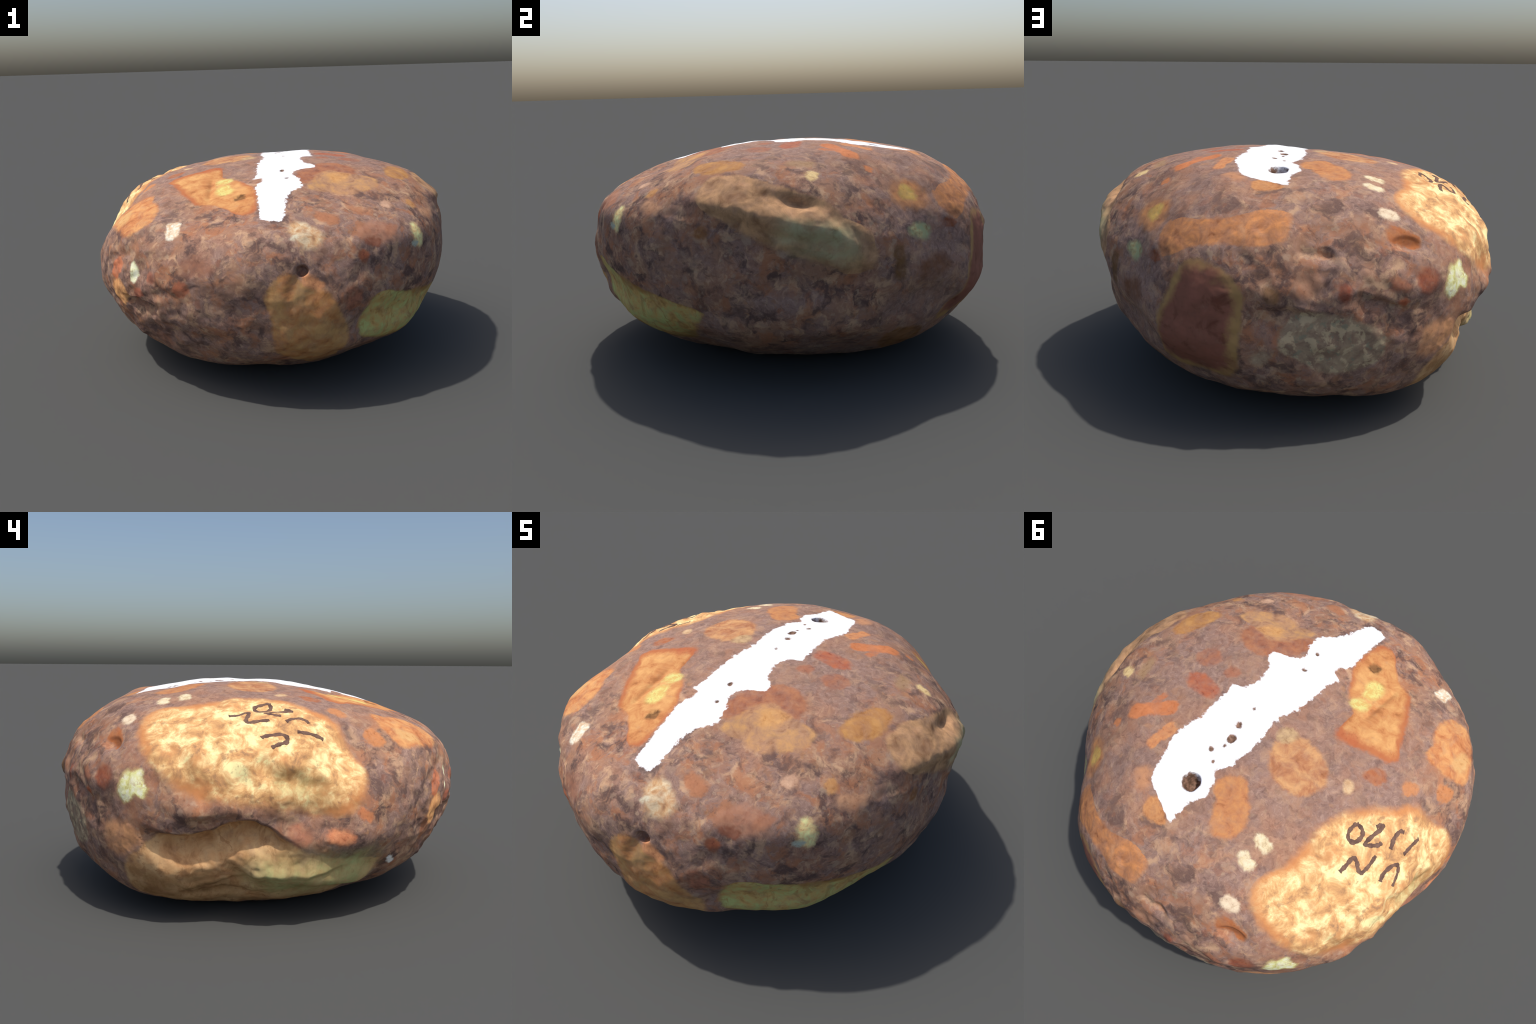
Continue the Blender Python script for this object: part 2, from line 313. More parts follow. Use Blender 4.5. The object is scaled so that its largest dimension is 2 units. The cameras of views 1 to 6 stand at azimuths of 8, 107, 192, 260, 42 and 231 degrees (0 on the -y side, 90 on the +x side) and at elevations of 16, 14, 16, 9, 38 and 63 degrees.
# ------------------------------------------------------------------ what lies in the stone
# kind, centre on the surface (m), outline radii (mm) anticlockwise from level, main and second colour
CLASTS = [
    ('pale_clast', (-0.804, 0.153, 0.830), [407, 371, 308, 298, 304, 312, 360, 504, 458, 388, 325, 281, 266, 281, 363, 487], (0.680, 0.390, 0.165), (0.890, 0.780, 0.390), dict(rim=(0.540, 0.215, 0.080), soft=1.3)),
    ('sandy_clast', (-0.781, 0.191, 0.210), [573, 344, 276, 269, 313, 291, 357, 444, 506, 428, 299, 260, 247, 265, 394, 483], (0.600, 0.330, 0.150), (0.700, 0.440, 0.220)),
    ('leaf_clast', (-0.235, -0.433, 0.929), [166, 150, 141, 129, 124, 124, 127, 135, 251, 289, 284, 284, 302, 315, 250, 209, 181, 164, 156, 154, 156, 165, 183, 186, 190, 217, 287, 378, 331, 271, 234, 198], (0.523, 0.224, 0.084), (0.629, 0.334, 0.129), dict(rim=(0.400, 0.114, 0.049))),
    ('brown_clast', (0.261, -0.955, 0.380), [179, 161, 170, 197, 200, 284, 266, 187, 163, 164, 180, 192, 227, 350, 240, 210], (0.520, 0.235, 0.085), (0.580, 0.330, 0.130)),
    ('green_clast', (0.726, -0.555, 0.346), [429, 216, 144, 120, 118, 135, 204, 345, 345, 236, 174, 142, 137, 223, 280, 330], (0.620, 0.400, 0.140), (0.520, 0.540, 0.200), dict(rim=(0.330, 0.160, 0.050))),
    ('ridge_clast', (0.888, 0.217, 0.795), [246, 186, 135, 120, 129, 171, 296, 370, 238, 158, 127, 122, 131, 162, 240, 411], (0.400, 0.225, 0.115), (0.600, 0.340, 0.170)),
    ('red_slab_clast', (0.213, 0.983, 0.463), [181, 202, 251, 255, 259, 227, 175, 167, 178, 189, 285, 236, 217, 244, 220, 188], (0.250, 0.105, 0.070), (0.290, 0.115, 0.078), dict(rim=(0.460, 0.290, 0.110))),
    ('ochre_clast', (0.156, 0.865, 0.824), [273, 287, 115, 58, 49, 49, 58, 90, 261, 253, 118, 78, 65, 67, 81, 149], (0.433, 0.184, 0.084), (0.626, 0.264, 0.099)),
    ('mottled_clast', (-0.324, 0.921, 0.419), [201, 149, 116, 118, 149, 204, 218, 142, 135, 133, 141, 181], (0.520, 0.400, 0.250), (0.270, 0.180, 0.125)),
    ('dish_clast', (0.401, -0.392, 0.950), [192, 120, 101, 135, 136, 145, 190, 111, 114, 111, 116, 160], (0.440, 0.241, 0.132), (0.562, 0.306, 0.126)),
    ('rust_clast', (0.306, -0.289, 0.992), [163, 161, 136, 124, 99, 95, 116, 154, 193, 53, 44, 50], (0.300, 0.110, 0.063), (0.406, 0.164, 0.078)),
    ('orange_clast', (-0.613, -0.559, 0.825), [176, 141, 122, 110, 162, 142, 145, 156, 130, 118, 142, 172], (0.514, 0.205, 0.083), (0.622, 0.315, 0.126)),
    ('orange_clast', (-0.250, 0.075, 1.003), [135, 123, 120, 123, 130, 145, 149, 140, 121, 116, 125, 128], (0.408, 0.178, 0.087), (0.552, 0.298, 0.136)),
    ('orange_clast', (-0.204, 0.409, 0.991), [108, 63, 70, 111, 133, 125, 101, 85, 82, 100, 141, 140], (0.456, 0.192, 0.086), (0.543, 0.247, 0.096)),
    ('ochre_clast', (0.679, -0.117, 0.955), [128, 113, 79, 68, 71, 83, 125, 110, 77, 75, 76, 84], (0.431, 0.203, 0.071), (0.497, 0.255, 0.092)),
    ('white_quartz', (-0.756, 0.644, 0.619), [73, 58, 77, 67, 67, 65, 63, 79, 75, 54, 42, 77], (0.781, 0.765, 0.325), (0.900, 0.900, 0.664), dict(rim=(0.681, 0.532, 0.198))),
    ('orange_clast', (-0.727, -0.378, 0.797), [41, 40, 52, 52, 43, 41, 43, 54], (0.506, 0.208, 0.086), (0.536, 0.230, 0.098)),
    ('orange_clast', (-0.631, -0.237, 0.901), [38, 36, 42, 41, 34, 26, 38, 48], (0.474, 0.205, 0.092), (0.513, 0.226, 0.101)),
    ('rust_clast', (-0.502, -0.150, 0.950), [44, 57, 41, 39, 38, 50, 52, 43], (0.354, 0.123, 0.059), (0.399, 0.156, 0.073)),
    ('cream_clast', (-0.460, -0.024, 0.966), [28, 21, 25, 31, 26, 23, 29, 32], (0.605, 0.399, 0.220), (0.670, 0.483, 0.278)),
    ('cream_clast', (-0.122, 0.015, 1.014), [45, 44, 46, 40, 40, 52, 40, 40], (0.435, 0.290, 0.154), (0.551, 0.383, 0.201)),
    ('orange_clast', (0.012, 0.648, 0.953), [78, 44, 40, 70, 56, 50, 36, 48], (0.482, 0.214, 0.088), (0.552, 0.266, 0.110)),
    ('orange_clast', (0.160, 0.584, 0.972), [55, 37, 45, 48, 48, 39, 41, 54], (0.414, 0.203, 0.110), (0.467, 0.232, 0.122), dict(soft=2)),
    ('orange_clast', (0.255, 0.415, 1.000), [26, 43, 73, 29, 26, 56, 82, 31], (0.530, 0.219, 0.097), (0.598, 0.268, 0.110)),
    ('orange_clast', (0.388, 0.355, 0.994), [30, 44, 118, 46, 35, 55, 119, 39], (0.501, 0.173, 0.071), (0.543, 0.200, 0.084)),
    ('rust_clast', (0.411, 0.304, 0.999), [26, 17, 23, 47, 23, 15, 19, 42], (0.463, 0.156, 0.068), (0.503, 0.184, 0.080)),
    ('orange_clast', (0.493, 0.500, 0.921), [21, 27, 28, 22, 20, 16, 18, 13], (0.480, 0.181, 0.077), (0.523, 0.202, 0.087)),
    ('red_clast', (0.327, 0.116, 1.021), [98, 70, 48, 58, 93, 59, 44, 63], (0.354, 0.104, 0.057), (0.411, 0.130, 0.064)),
    ('rust_clast', (0.436, -0.007, 1.005), [55, 65, 58, 56, 63, 59, 55, 55], (0.297, 0.117, 0.073), (0.365, 0.150, 0.082)),
    ('rust_clast', (0.288, -0.025, 1.020), [29, 39, 41, 29, 36, 39, 31, 32], (0.324, 0.124, 0.072), (0.363, 0.143, 0.081)),
    ('cream_chip', (0.693, 0.302, 0.919), [21, 41, 39, 34, 29, 33, 25, 17], (0.652, 0.452, 0.209), (0.763, 0.569, 0.277)),
    ('white_quartz', (-0.401, 0.407, 0.958), [27, 26, 43, 34, 28, 28, 42, 49], (0.652, 0.534, 0.330), (0.701, 0.617, 0.422)),
    ('white_quartz', (-0.407, 0.493, 0.943), [13, 17, 36, 42, 36, 39, 47, 41], (0.666, 0.538, 0.327), (0.716, 0.621, 0.428)),
    ('white_quartz', (-0.481, 0.648, 0.867), [33, 26, 31, 39, 45, 38, 40, 43], (0.667, 0.521, 0.362), (0.732, 0.595, 0.424)),
    ('orange_cup', (-0.541, 0.704, 0.801), [41, 28, 33, 59, 74, 37, 35, 80], (0.448, 0.161, 0.059), (0.399, 0.137, 0.054)),
    ('rust_clast', (-0.913, -0.016, 0.434), [51, 41, 45, 50, 49, 43, 50, 56], (0.461, 0.184, 0.108), (0.497, 0.217, 0.121), dict(soft=1.6)),
    ('orange_clast', (-0.924, -0.192, 0.414), [62, 34, 30, 50, 66, 34, 32, 48], (0.657, 0.246, 0.121), (0.744, 0.310, 0.150), dict(soft=1.6)),
    ('orange_clast', (-0.907, -0.289, 0.509), [39, 20, 23, 32, 31, 25, 26, 45], (0.577, 0.211, 0.094), (0.633, 0.254, 0.115)),
    ('white_quartz', (-0.748, -0.457, 0.268), [22, 15, 20, 31, 15, 13, 17, 37], (0.900, 0.900, 0.815), (0.900, 0.900, 0.900)),
    ('ochre_clast', (-0.695, 0.704, 0.390), [111, 95, 76, 75, 76, 89, 78, 75], (0.676, 0.329, 0.161), (0.791, 0.387, 0.181), dict(soft=2)),
    ('red_clast', (-0.650, 0.758, 0.649), [47, 44, 47, 48, 58, 56, 52, 48], (0.361, 0.115, 0.059), (0.277, 0.083, 0.048), dict(soft=1.5)),
    ('white_quartz', (-0.370, -0.777, 0.793), [32, 34, 60, 60, 35, 39, 55, 42], (0.712, 0.514, 0.335), (0.765, 0.743, 0.608)),
    ('white_quartz', (-0.577, -0.778, 0.598), [35, 39, 45, 18, 14, 19, 51, 41], (0.900, 0.900, 0.548), (0.900, 0.900, 0.667)),
    ('rust_clast', (-0.682, -0.692, 0.589), [41, 59, 55, 43, 48, 68, 50, 35], (0.643, 0.182, 0.076), (0.688, 0.232, 0.106)),
    ('orange_clast', (-0.680, -0.690, 0.474), [70, 70, 63, 60, 70, 66, 78, 61], (0.819, 0.388, 0.158), (0.900, 0.473, 0.191)),
    ('red_clast', (-0.552, -0.802, 0.500), [49, 39, 26, 24, 37, 40, 23, 24], (0.344, 0.110, 0.064), (0.399, 0.131, 0.074)),
    ('rust_clast', (-0.310, -0.935, 0.564), [38, 41, 36, 33, 38, 47, 41, 32], (0.485, 0.161, 0.085), (0.547, 0.194, 0.102)),
    ('rust_clast', (-0.465, -0.857, 0.590), [21, 27, 32, 30, 32, 31, 26, 23], (0.397, 0.140, 0.087), (0.441, 0.163, 0.099)),
    ('rust_clast', (-0.240, -0.942, 0.666), [100, 73, 50, 62, 93, 66, 41, 52], (0.270, 0.122, 0.077), (0.311, 0.143, 0.088), dict(soft=2.5)),
    ('cream_clast', (0.246, -0.841, 0.799), [68, 50, 70, 88, 75, 74, 69, 73], (0.623, 0.370, 0.181), (0.749, 0.596, 0.381), dict(soft=1.6)),
    ('rust_clast', (0.552, -0.717, 0.784), [110, 71, 59, 61, 97, 79, 60, 73], (0.375, 0.171, 0.107), (0.428, 0.209, 0.130), dict(soft=1.4)),
    ('red_clast', (0.498, -0.811, 0.701), [23, 19, 24, 25, 32, 33, 23, 22], (0.277, 0.087, 0.047), (0.351, 0.117, 0.052)),
    ('red_clast', (0.530, -0.769, 0.749), [55, 25, 22, 26, 38, 24, 23, 44], (0.212, 0.072, 0.041), (0.250, 0.086, 0.048)),
    ('rust_clast', (0.328, -0.722, 0.849), [55, 30, 31, 42, 51, 40, 47, 59], (0.369, 0.157, 0.083), (0.428, 0.186, 0.097)),
    ('cream_chip', (0.602, -0.513, 0.858), [32, 42, 32, 27, 32, 24, 27, 27], (0.546, 0.325, 0.212), (0.610, 0.380, 0.253)),
    ('cream_clast', (0.747, -0.572, 0.738), [31, 38, 52, 44, 38, 53, 60, 43], (0.900, 0.641, 0.288), (0.900, 0.834, 0.378), dict(soft=1.5)),
    ('orange_clast', (0.276, -0.943, 0.600), [52, 31, 39, 58, 40, 22, 23, 43], (0.604, 0.266, 0.125), (0.699, 0.321, 0.143), dict(soft=1.3)),
    ('red_pebble', (0.453, -0.870, 0.518), [45, 47, 50, 60, 52, 63, 58, 51], (0.280, 0.114, 0.068), (0.440, 0.170, 0.095)),
    ('ochre_clast', (0.482, 0.674, 0.815), [103, 93, 85, 89, 101, 81, 63, 83], (0.437, 0.191, 0.083), (0.545, 0.247, 0.099), dict(soft=2)),
    ('cream_chip', (0.478, 0.668, 0.824), [35, 41, 49, 46, 53, 38, 35, 40], (0.599, 0.384, 0.104), (0.501, 0.342, 0.114), dict(soft=1.4)),
    ('green_chip', (0.552, 0.717, 0.681), [64, 41, 31, 34, 59, 36, 37, 57], (0.447, 0.390, 0.195), (0.406, 0.450, 0.239), dict(soft=1.6)),
    ('red_clast', (0.417, 0.837, 0.688), [49, 31, 28, 34, 43, 21, 19, 27], (0.211, 0.068, 0.032), (0.254, 0.086, 0.039)),
    ('brown_clast', (0.465, 0.650, 0.162), [109, 110, 110, 144, 111, 112, 133, 131], (0.258, 0.122, 0.045), (0.325, 0.152, 0.061)),
    ('ochre_clast', (0.922, -0.111, 0.723), [32, 25, 25, 20, 30, 32, 29, 31], (0.284, 0.123, 0.048), (0.325, 0.149, 0.062)),
    ('ochre_clast', (0.678, 0.664, 0.578), [29, 39, 67, 58, 30, 46, 83, 33], (0.178, 0.092, 0.040), (0.213, 0.107, 0.044), dict(soft=2)),
    ('rust_clast', (0.539, 0.812, 0.527), [79, 72, 54, 56, 97, 73, 55, 53], (0.193, 0.085, 0.045), (0.229, 0.099, 0.049), dict(soft=2)),
    ('grey_clast', (-0.035, 0.972, 0.353), [42, 46, 32, 29, 32, 32, 27, 28], (0.407, 0.294, 0.198), (0.498, 0.378, 0.250), dict(soft=1.6)),
    ('rust_clast', (-0.222, 0.943, 0.656), [47, 55, 64, 64, 67, 64, 53, 46], (0.363, 0.187, 0.115), (0.401, 0.214, 0.132), dict(soft=2)),
    ('red_clast', (-0.342, 0.919, 0.619), [27, 39, 40, 29, 17, 19, 33, 32], (0.242, 0.070, 0.041), (0.300, 0.092, 0.050), dict(soft=1.3)),
    ('rust_clast', (-0.553, 0.834, 0.640), [35, 18, 17, 31, 45, 28, 22, 34], (0.371, 0.134, 0.076), (0.415, 0.163, 0.087), dict(soft=1.5)),
    ('red_clast', (-0.568, 0.825, 0.574), [18, 12, 17, 20, 33, 21, 20, 15], (0.422, 0.117, 0.056), (0.480, 0.149, 0.070)),
    ('ochre_clast', (-0.088, 0.984, 0.610), [27, 31, 36, 40, 31, 26, 30, 33], (0.197, 0.112, 0.054), (0.260, 0.141, 0.069), dict(soft=1.4)),
    ('ochre_clast', (0.722, -0.408, 0.848), [30, 28, 26, 22, 24, 30, 37, 32], (0.514, 0.250, 0.092), (0.572, 0.290, 0.108)),
    ('rust_clast', (0.809, -0.369, 0.799), [62, 25, 25, 42, 72, 38, 35, 52], (0.510, 0.269, 0.154), (0.577, 0.313, 0.177), dict(soft=2)),
    ('cream_clast', (0.612, 0.230, 0.965), [64, 24, 23, 34, 60, 40, 34, 55], (0.356, 0.218, 0.122), (0.389, 0.245, 0.141), dict(soft=2)),
    ('orange_clast', (0.334, -0.734, 0.843), [44, 30, 35, 65, 48, 36, 42, 52], (0.378, 0.166, 0.088), (0.454, 0.201, 0.105)),
    ('red_clast', (0.484, -0.821, 0.692), [31, 33, 35, 25, 20, 20, 31, 38], (0.280, 0.093, 0.052), (0.332, 0.118, 0.061)),
    ('rust_clast', (0.614, -0.668, 0.784), [50, 34, 19, 15, 24, 49, 33, 30], (0.362, 0.153, 0.086), (0.409, 0.183, 0.104), dict(soft=1.5)),
]
# details lying on a clast: parent number first
SPOTS = [
    (0, 'umber_spot', (-0.917, -0.016, 0.645), [126, 49, 43, 82, 106, 55, 59, 105], (0.394, 0.245, 0.096), (0.315, 0.204, 0.081), dict(soft=5)),  # shadow in the pale clast's valley, painted as a darker patch
    (2, 'yellow_spot', (-0.176, -0.473, 0.924), [41, 35, 65, 51, 44, 48, 61, 54], (0.670, 0.611, 0.215), (0.618, 0.412, 0.134), dict(soft=1.6)),
    (2, 'yellow_spot', (-0.198, -0.365, 0.946), [36, 49, 42, 39, 36, 42, 27, 30], (0.656, 0.613, 0.227), (0.604, 0.406, 0.133), dict(soft=1.6)),
    (2, 'brown_spot', (-0.093, -0.578, 0.908), [32, 33, 37, 26, 21, 22, 35, 26], (0.182, 0.089, 0.038), (0.135, 0.065, 0.029)),
    (2, 'rust_spot', (-0.297, -0.196, 0.980), [50, 66, 36, 36, 46, 37, 30, 26], (0.405, 0.114, 0.051), (0.432, 0.136, 0.058), dict(soft=2)),
    (1, 'umber_spot', (-0.733, 0.414, 0.159), [224, 166, 93, 78, 83, 155, 250, 162, 98, 89, 127, 164], (0.260, 0.150, 0.060), (0.220, 0.115, 0.050), dict(soft=7)),
    (1, 'green_spot', (-0.804, -0.111, 0.218), [241, 269, 177, 140, 141, 178, 275, 233, 163, 166, 179, 219], (0.420, 0.450, 0.200), (0.360, 0.330, 0.140), dict(soft=7)),
    (5, 'umber_spot', (0.890, 0.335, 0.650), [7, 7, 7, 7, 7, 7, 101, 41, 31, 31, 41, 102], (0.190, 0.130, 0.065), (0.240, 0.170, 0.080), dict(soft=5)),
    (5, 'green_spot', (0.884, 0.332, 0.717), [174, 91, 47, 38, 42, 113, 124, 70, 55, 59, 86, 204], (0.420, 0.390, 0.215), (0.460, 0.430, 0.250), dict(soft=5)),
    (10, 'cream_spot', (0.377, -0.333, 0.972), [68, 46, 34, 37, 52, 59, 42, 46], (0.551, 0.277, 0.105), (0.608, 0.328, 0.131), dict(soft=2)),
    (11, 'cream_spot', (-0.667, -0.548, 0.803), [52, 31, 39, 51, 53, 52, 48, 64], (0.596, 0.336, 0.138), (0.596, 0.368, 0.162), dict(soft=2)),
    (49, 'cream_spot', (0.191, -0.879, 0.784), [11, 24, 22, 16, 20, 11, 12, 10], (0.654, 0.623, 0.458), (0.686, 0.635, 0.483)),
    (56, 'teal_spot', (0.735, -0.604, 0.700), [25, 11, 11, 13, 29, 18, 20, 18], (0.437, 0.459, 0.361), (0.437, 0.459, 0.361)),
]

# the brushed paint stripe: plan centre and direction, then (along, across) of its two ragged edges
PAINT_CENTRE = (0.010, -0.081)
PAINT_AXIS = (0.1064, -0.9943)
PAINT_L = [(-0.709, 0.013), (-0.679, 0.083), (-0.648, 0.155), (-0.619, 0.192), (-0.563, 0.216), (-0.495, 0.227), (-0.449, 0.248), (-0.345, 0.237), (-0.276, 0.223), (-0.185, 0.223), (-0.121, 0.229), (-0.079, 0.237), (-0.050, 0.182), (0.053, 0.164), (0.114, 0.189), (0.180, 0.233), (0.220, 0.153), (0.282, 0.110), (0.324, 0.130), (0.409, 0.152), (0.486, 0.100), (0.574, 0.071), (0.689, 0.058), (0.720, 0.047)]
PAINT_R = [(-0.696, -0.013), (-0.643, -0.009), (-0.591, -0.020), (-0.535, -0.044), (-0.480, -0.038), (-0.435, -0.010), (-0.382, -0.037), (-0.314, -0.051), (-0.253, -0.055), (-0.163, -0.049), (-0.083, -0.039), (0.024, -0.067), (0.130, -0.069), (0.205, -0.068), (0.282, -0.083), (0.319, -0.037), (0.408, -0.077), (0.510, -0.062), (0.618, -0.061), (0.706, -0.044), (0.714, -0.008)]
INK = [
    ('ink_digit', [(-0.593, 0.055, 0.937), (-0.630, 0.050, 0.926), (-0.649, 0.072, 0.919), (-0.644, 0.115, 0.920), (-0.617, 0.124, 0.929), (-0.595, 0.094, 0.936), (-0.593, 0.055, 0.937)]),
    ('ink_digit', [(-0.655, -0.001, 0.916), (-0.662, -0.027, 0.912), (-0.676, -0.028, 0.906), (-0.670, 0.040, 0.911), (-0.672, 0.091, 0.910), (-0.694, 0.071, 0.901), (-0.713, 0.044, 0.891), (-0.713, 0.025, 0.891)]),
    ('ink_digit', [(-0.740, -0.088, 0.863), (-0.725, -0.078, 0.876), (-0.729, -0.034, 0.879), (-0.751, 0.011, 0.869)]),
    ('ink_digit', [(-0.787, -0.135, 0.798), (-0.789, -0.092, 0.818), (-0.797, -0.026, 0.831)]),
    ('ink_letter', [(-0.686, 0.242, 0.891), (-0.687, 0.203, 0.897), (-0.678, 0.159, 0.904), (-0.702, 0.159, 0.893), (-0.730, 0.178, 0.877), (-0.747, 0.177, 0.868), (-0.746, 0.141, 0.871), (-0.736, 0.079, 0.879)]),
    ('ink_letter', [(-0.819, 0.126, 0.819), (-0.805, 0.091, 0.833), (-0.806, 0.026, 0.829), (-0.832, 0.014, 0.804), (-0.845, 0.053, 0.794), (-0.859, 0.092, 0.780)]),
]
# bare spots in the paint, where it bridges pores: place and radius
PAINT_GAPS = [((.0, .452, .985), .040), ((.024, .202, 1.021), .021), ((.055, .137, 1.029), .015),
              ((.049, .297, 1.016), .009), ((.072, .032, 1.026), .007), ((.091, -.288, .992), .011),
              ((.123, -.399, .971), .009), ((.02, .245, 1.02), .006), ((.0, .33, 1.01), .005)]


# ------------------------------------------------------------------ node helpers
class Nodes:
    def __init__(self, tree):
        self.tree = tree

    def add(self, kind, inputs=(), **props):
        n = self.tree.nodes.new(kind if kind.startswith("NodeGroup") else "ShaderNode" + kind)
        for k, v in props.items():
            setattr(n, k, v)
        for key, v in dict(inputs).items():
            if isinstance(v, bpy.types.NodeSocket):
                self.tree.links.new(v, n.inputs[key])
            else:
                n.inputs[key].default_value = v
        return n

    def math(self, op, a, b=0.0, c=0.0, clamp=False):
        n = self.add("Math", {0: a, 1: b, 2: c}, operation=op)
        n.use_clamp = clamp
        return n.outputs[0]

    def vec(self, op, a, b=(0, 0, 0)):
        n = self.add("VectorMath", {0: a, 1: b}, operation=op)
        return n.outputs["Value" if op in ("DOT_PRODUCT", "LENGTH", "DISTANCE") else "Vector"]

    def noise(self, p, scale, detail=3.0, rough=0.55, distort=0.0, colour=False):
        n = self.add("TexNoise", {"Vector": p, "Scale": scale, "Detail": detail,
                                  "Roughness": rough, "Distortion": distort})
        return n.outputs["Color" if colour else "Fac"]

    def ramp(self, x, stops, ease="LINEAR"):
        n = self.add("ValToRGB", {"Fac": x})
        r = n.color_ramp
        r.interpolation = ease
        while len(r.elements) < len(stops):
            r.elements.new(0.5)
        for e, (pos, col) in zip(r.elements, stops):
            e.position = pos
            e.color = (*col, 1) if not np.isscalar(col) else (col, col, col, 1)
        return n.outputs["Color"]

    def mix(self, fac, a, b, blend="MIX"):
        n = self.add("Mix", data_type="RGBA", blend_type=blend)
        for key, v in ((0, fac), (6, a), (7, b)):
            if isinstance(v, bpy.types.NodeSocket):
                self.tree.links.new(v, n.inputs[key])
            elif key == 0:
                n.inputs[key].default_value = v
            else:
                n.inputs[key].default_value = (*v, 1)
        return n.outputs[2]

    def step(self, x, lo, hi):
        n = self.add("MapRange", {"Value": x, "From Min": lo, "From Max": hi}, interpolation_type="SMOOTHSTEP")
        return n.outputs["Result"]

    def curve(self, x, points):
        n = self.add("FloatCurve", {"Value": x})
        c = n.mapping.curves[0]
        while len(c.points) < len(points):
            c.points.new(0.5, 0.5)
        for p, xy in zip(c.points, points):
            p.location = xy
            p.handle_type = "AUTO_CLAMPED"
        n.mapping.update()
        return n.outputs[0]


def make_group(name, outputs, fill):
    g = bpy.data.node_groups.new(name, "ShaderNodeTree")
    g.interface.new_socket("Position", in_out="INPUT", socket_type="NodeSocketVector")
    for out, kind in outputs:
        g.interface.new_socket(out, in_out="OUTPUT", socket_type="NodeSocket" + kind)
    k = Nodes(g)
    src = k.add("NodeGroupInput")
    dst = k.add("NodeGroupOutput")
    for out, value in fill(k, src.outputs[0]).items():
        g.links.new(value, dst.inputs[out])
    return g


def groundmass_nodes(k, p):
    """Purple-brown groundmass: streaky grain, blotches of tan, rust and dark grit, grains of many stones.
    The front, back and right flanks are the grittiest; the worn top is calmer."""
    def warped(scale, detail, amount):
        n = k.vec("SUBTRACT", k.noise(p, scale, detail, colour=True), (.5, .5, .5))
        return k.vec("ADD", p, k.vec("MULTIPLY", n, (amount, amount, amount)))

    warp = warped(13, 4, .075)
    fine = k.noise(warp, 40, 5, .68, .8)
    broad = k.noise(p, 4.5, 3, .6)
    gritty = None
    for at, reach in GRITTY:
        g = k.step(k.vec("DISTANCE", p, at), reach, reach * .45)
        gritty = g if gritty is None else k.math("MAXIMUM", gritty, g)
    gritty = k.math("MULTIPLY", gritty, k.math("MULTIPLY_ADD", broad, 1.1, .35), clamp=True)

    col = k.ramp(fine, [(.30, GROUND["dark"]), (.45, GROUND["mid"]), (.57, GROUND["mid2"]), (.72, GROUND["light"])])
    col = k.mix(k.math("MULTIPLY", k.step(broad, .48, .66), .8), col, k.mix(1.0, col, (1.16, .97, .80), "MULTIPLY"))
    for i, (scale, tone, lo, hi, calm, grit) in enumerate(BLOTCHES):
        n = k.noise(k.vec("ADD", warp, (1.7 * i, 3.1 * i, .9 * i)), scale, 5, .62, .5)
        amount = k.math("MULTIPLY_ADD", gritty, grit - calm, calm)
        col = k.mix(k.math("MULTIPLY", k.step(n, lo, hi), amount), col, GROUND[tone])
    # gritty grains, two sizes
    for scale, share in ((21, .30), (44, .28)):
        q = warped(scale * 1.3, 4, 1.5 / scale)
        cell = k.add("TexVoronoi", {"Vector": q, "Scale": scale, "Randomness": 1.0})
        tone = k.add("SeparateColor", {"Color": cell.outputs["Color"]})
        size = k.math("MULTIPLY_ADD", tone.outputs[1], .30, .14)
        body = k.step(k.math("SUBTRACT", cell.outputs["Distance"], size), .13, -.13)
        chosen = k.math("LESS_THAN", tone.outputs[0], share)
        grain = k.ramp(tone.outputs[2], [(0.0, GRAIN[0]), (.28, GRAIN[1]), (.5, GRAIN[2]), (.66, GRAIN[3]),
                                         (.8, GRAIN[4]), (.92, GRAIN[5])], "CONSTANT")
        grain = k.mix(.35, grain, col)
        amount = k.math("MULTIPLY_ADD", gritty, .45, .40)
        col = k.mix(k.math("MULTIPLY", k.math("MULTIPLY", body, chosen), amount), col, grain)
    hairs = k.noise(k.vec("MULTIPLY", warp, (1, 1, 1.6)), 105, 3, .7, 2.2)
    col = k.mix(k.math("MULTIPLY", k.step(hairs, .58, .76), .42), col, GROUND["hair"])
    height = k.math("ADD", k.math("MULTIPLY", fine, .7), k.math("MULTIPLY", hairs, .3))
    return {"Color": col, "Height": height}


GRITTY = [((.1, -.95, .6), .95), ((.75, -.55, .6), .7), ((-.2, .95, .5), .8), ((-.75, -.5, .45), .6),
          ((.9, .3, .6), .7), ((-.85, .3, .5), .5), ((0, 0, 0), .95)]
# scale, tone, noise window, strength on the calm top and on the gritty flanks
BLOTCHES = [(6, "warm", .45, .64, .34, .85), (13, "tan", .49, .66, .32, 1.0), (9, "rust", .49, .65, .24, .88),
            (10, "shadow", .49, .65, .30, .95), (27, "tan", .53, .73, .28, .60), (25, "shadow", .53, .73, .28, .62)]
GROUND = dict(dark=(0.176, 0.104, 0.087), mid=(0.263, 0.161, 0.129), mid2=(0.304, 0.193, 0.155), light=(0.412, 0.272, 0.210),
              tan=(0.523, 0.326, 0.199), warm=(0.349, 0.185, 0.113), rust=(0.385, 0.163, 0.083), shadow=(0.112, 0.068, 0.059),
              hair=(0.535, 0.376, 0.307))
GRAIN = [(.36, .24, .17), (.30, .15, .085), (.44, .31, .21), (.25, .10, .06), (.10, .066, .06), (.40, .20, .10)]


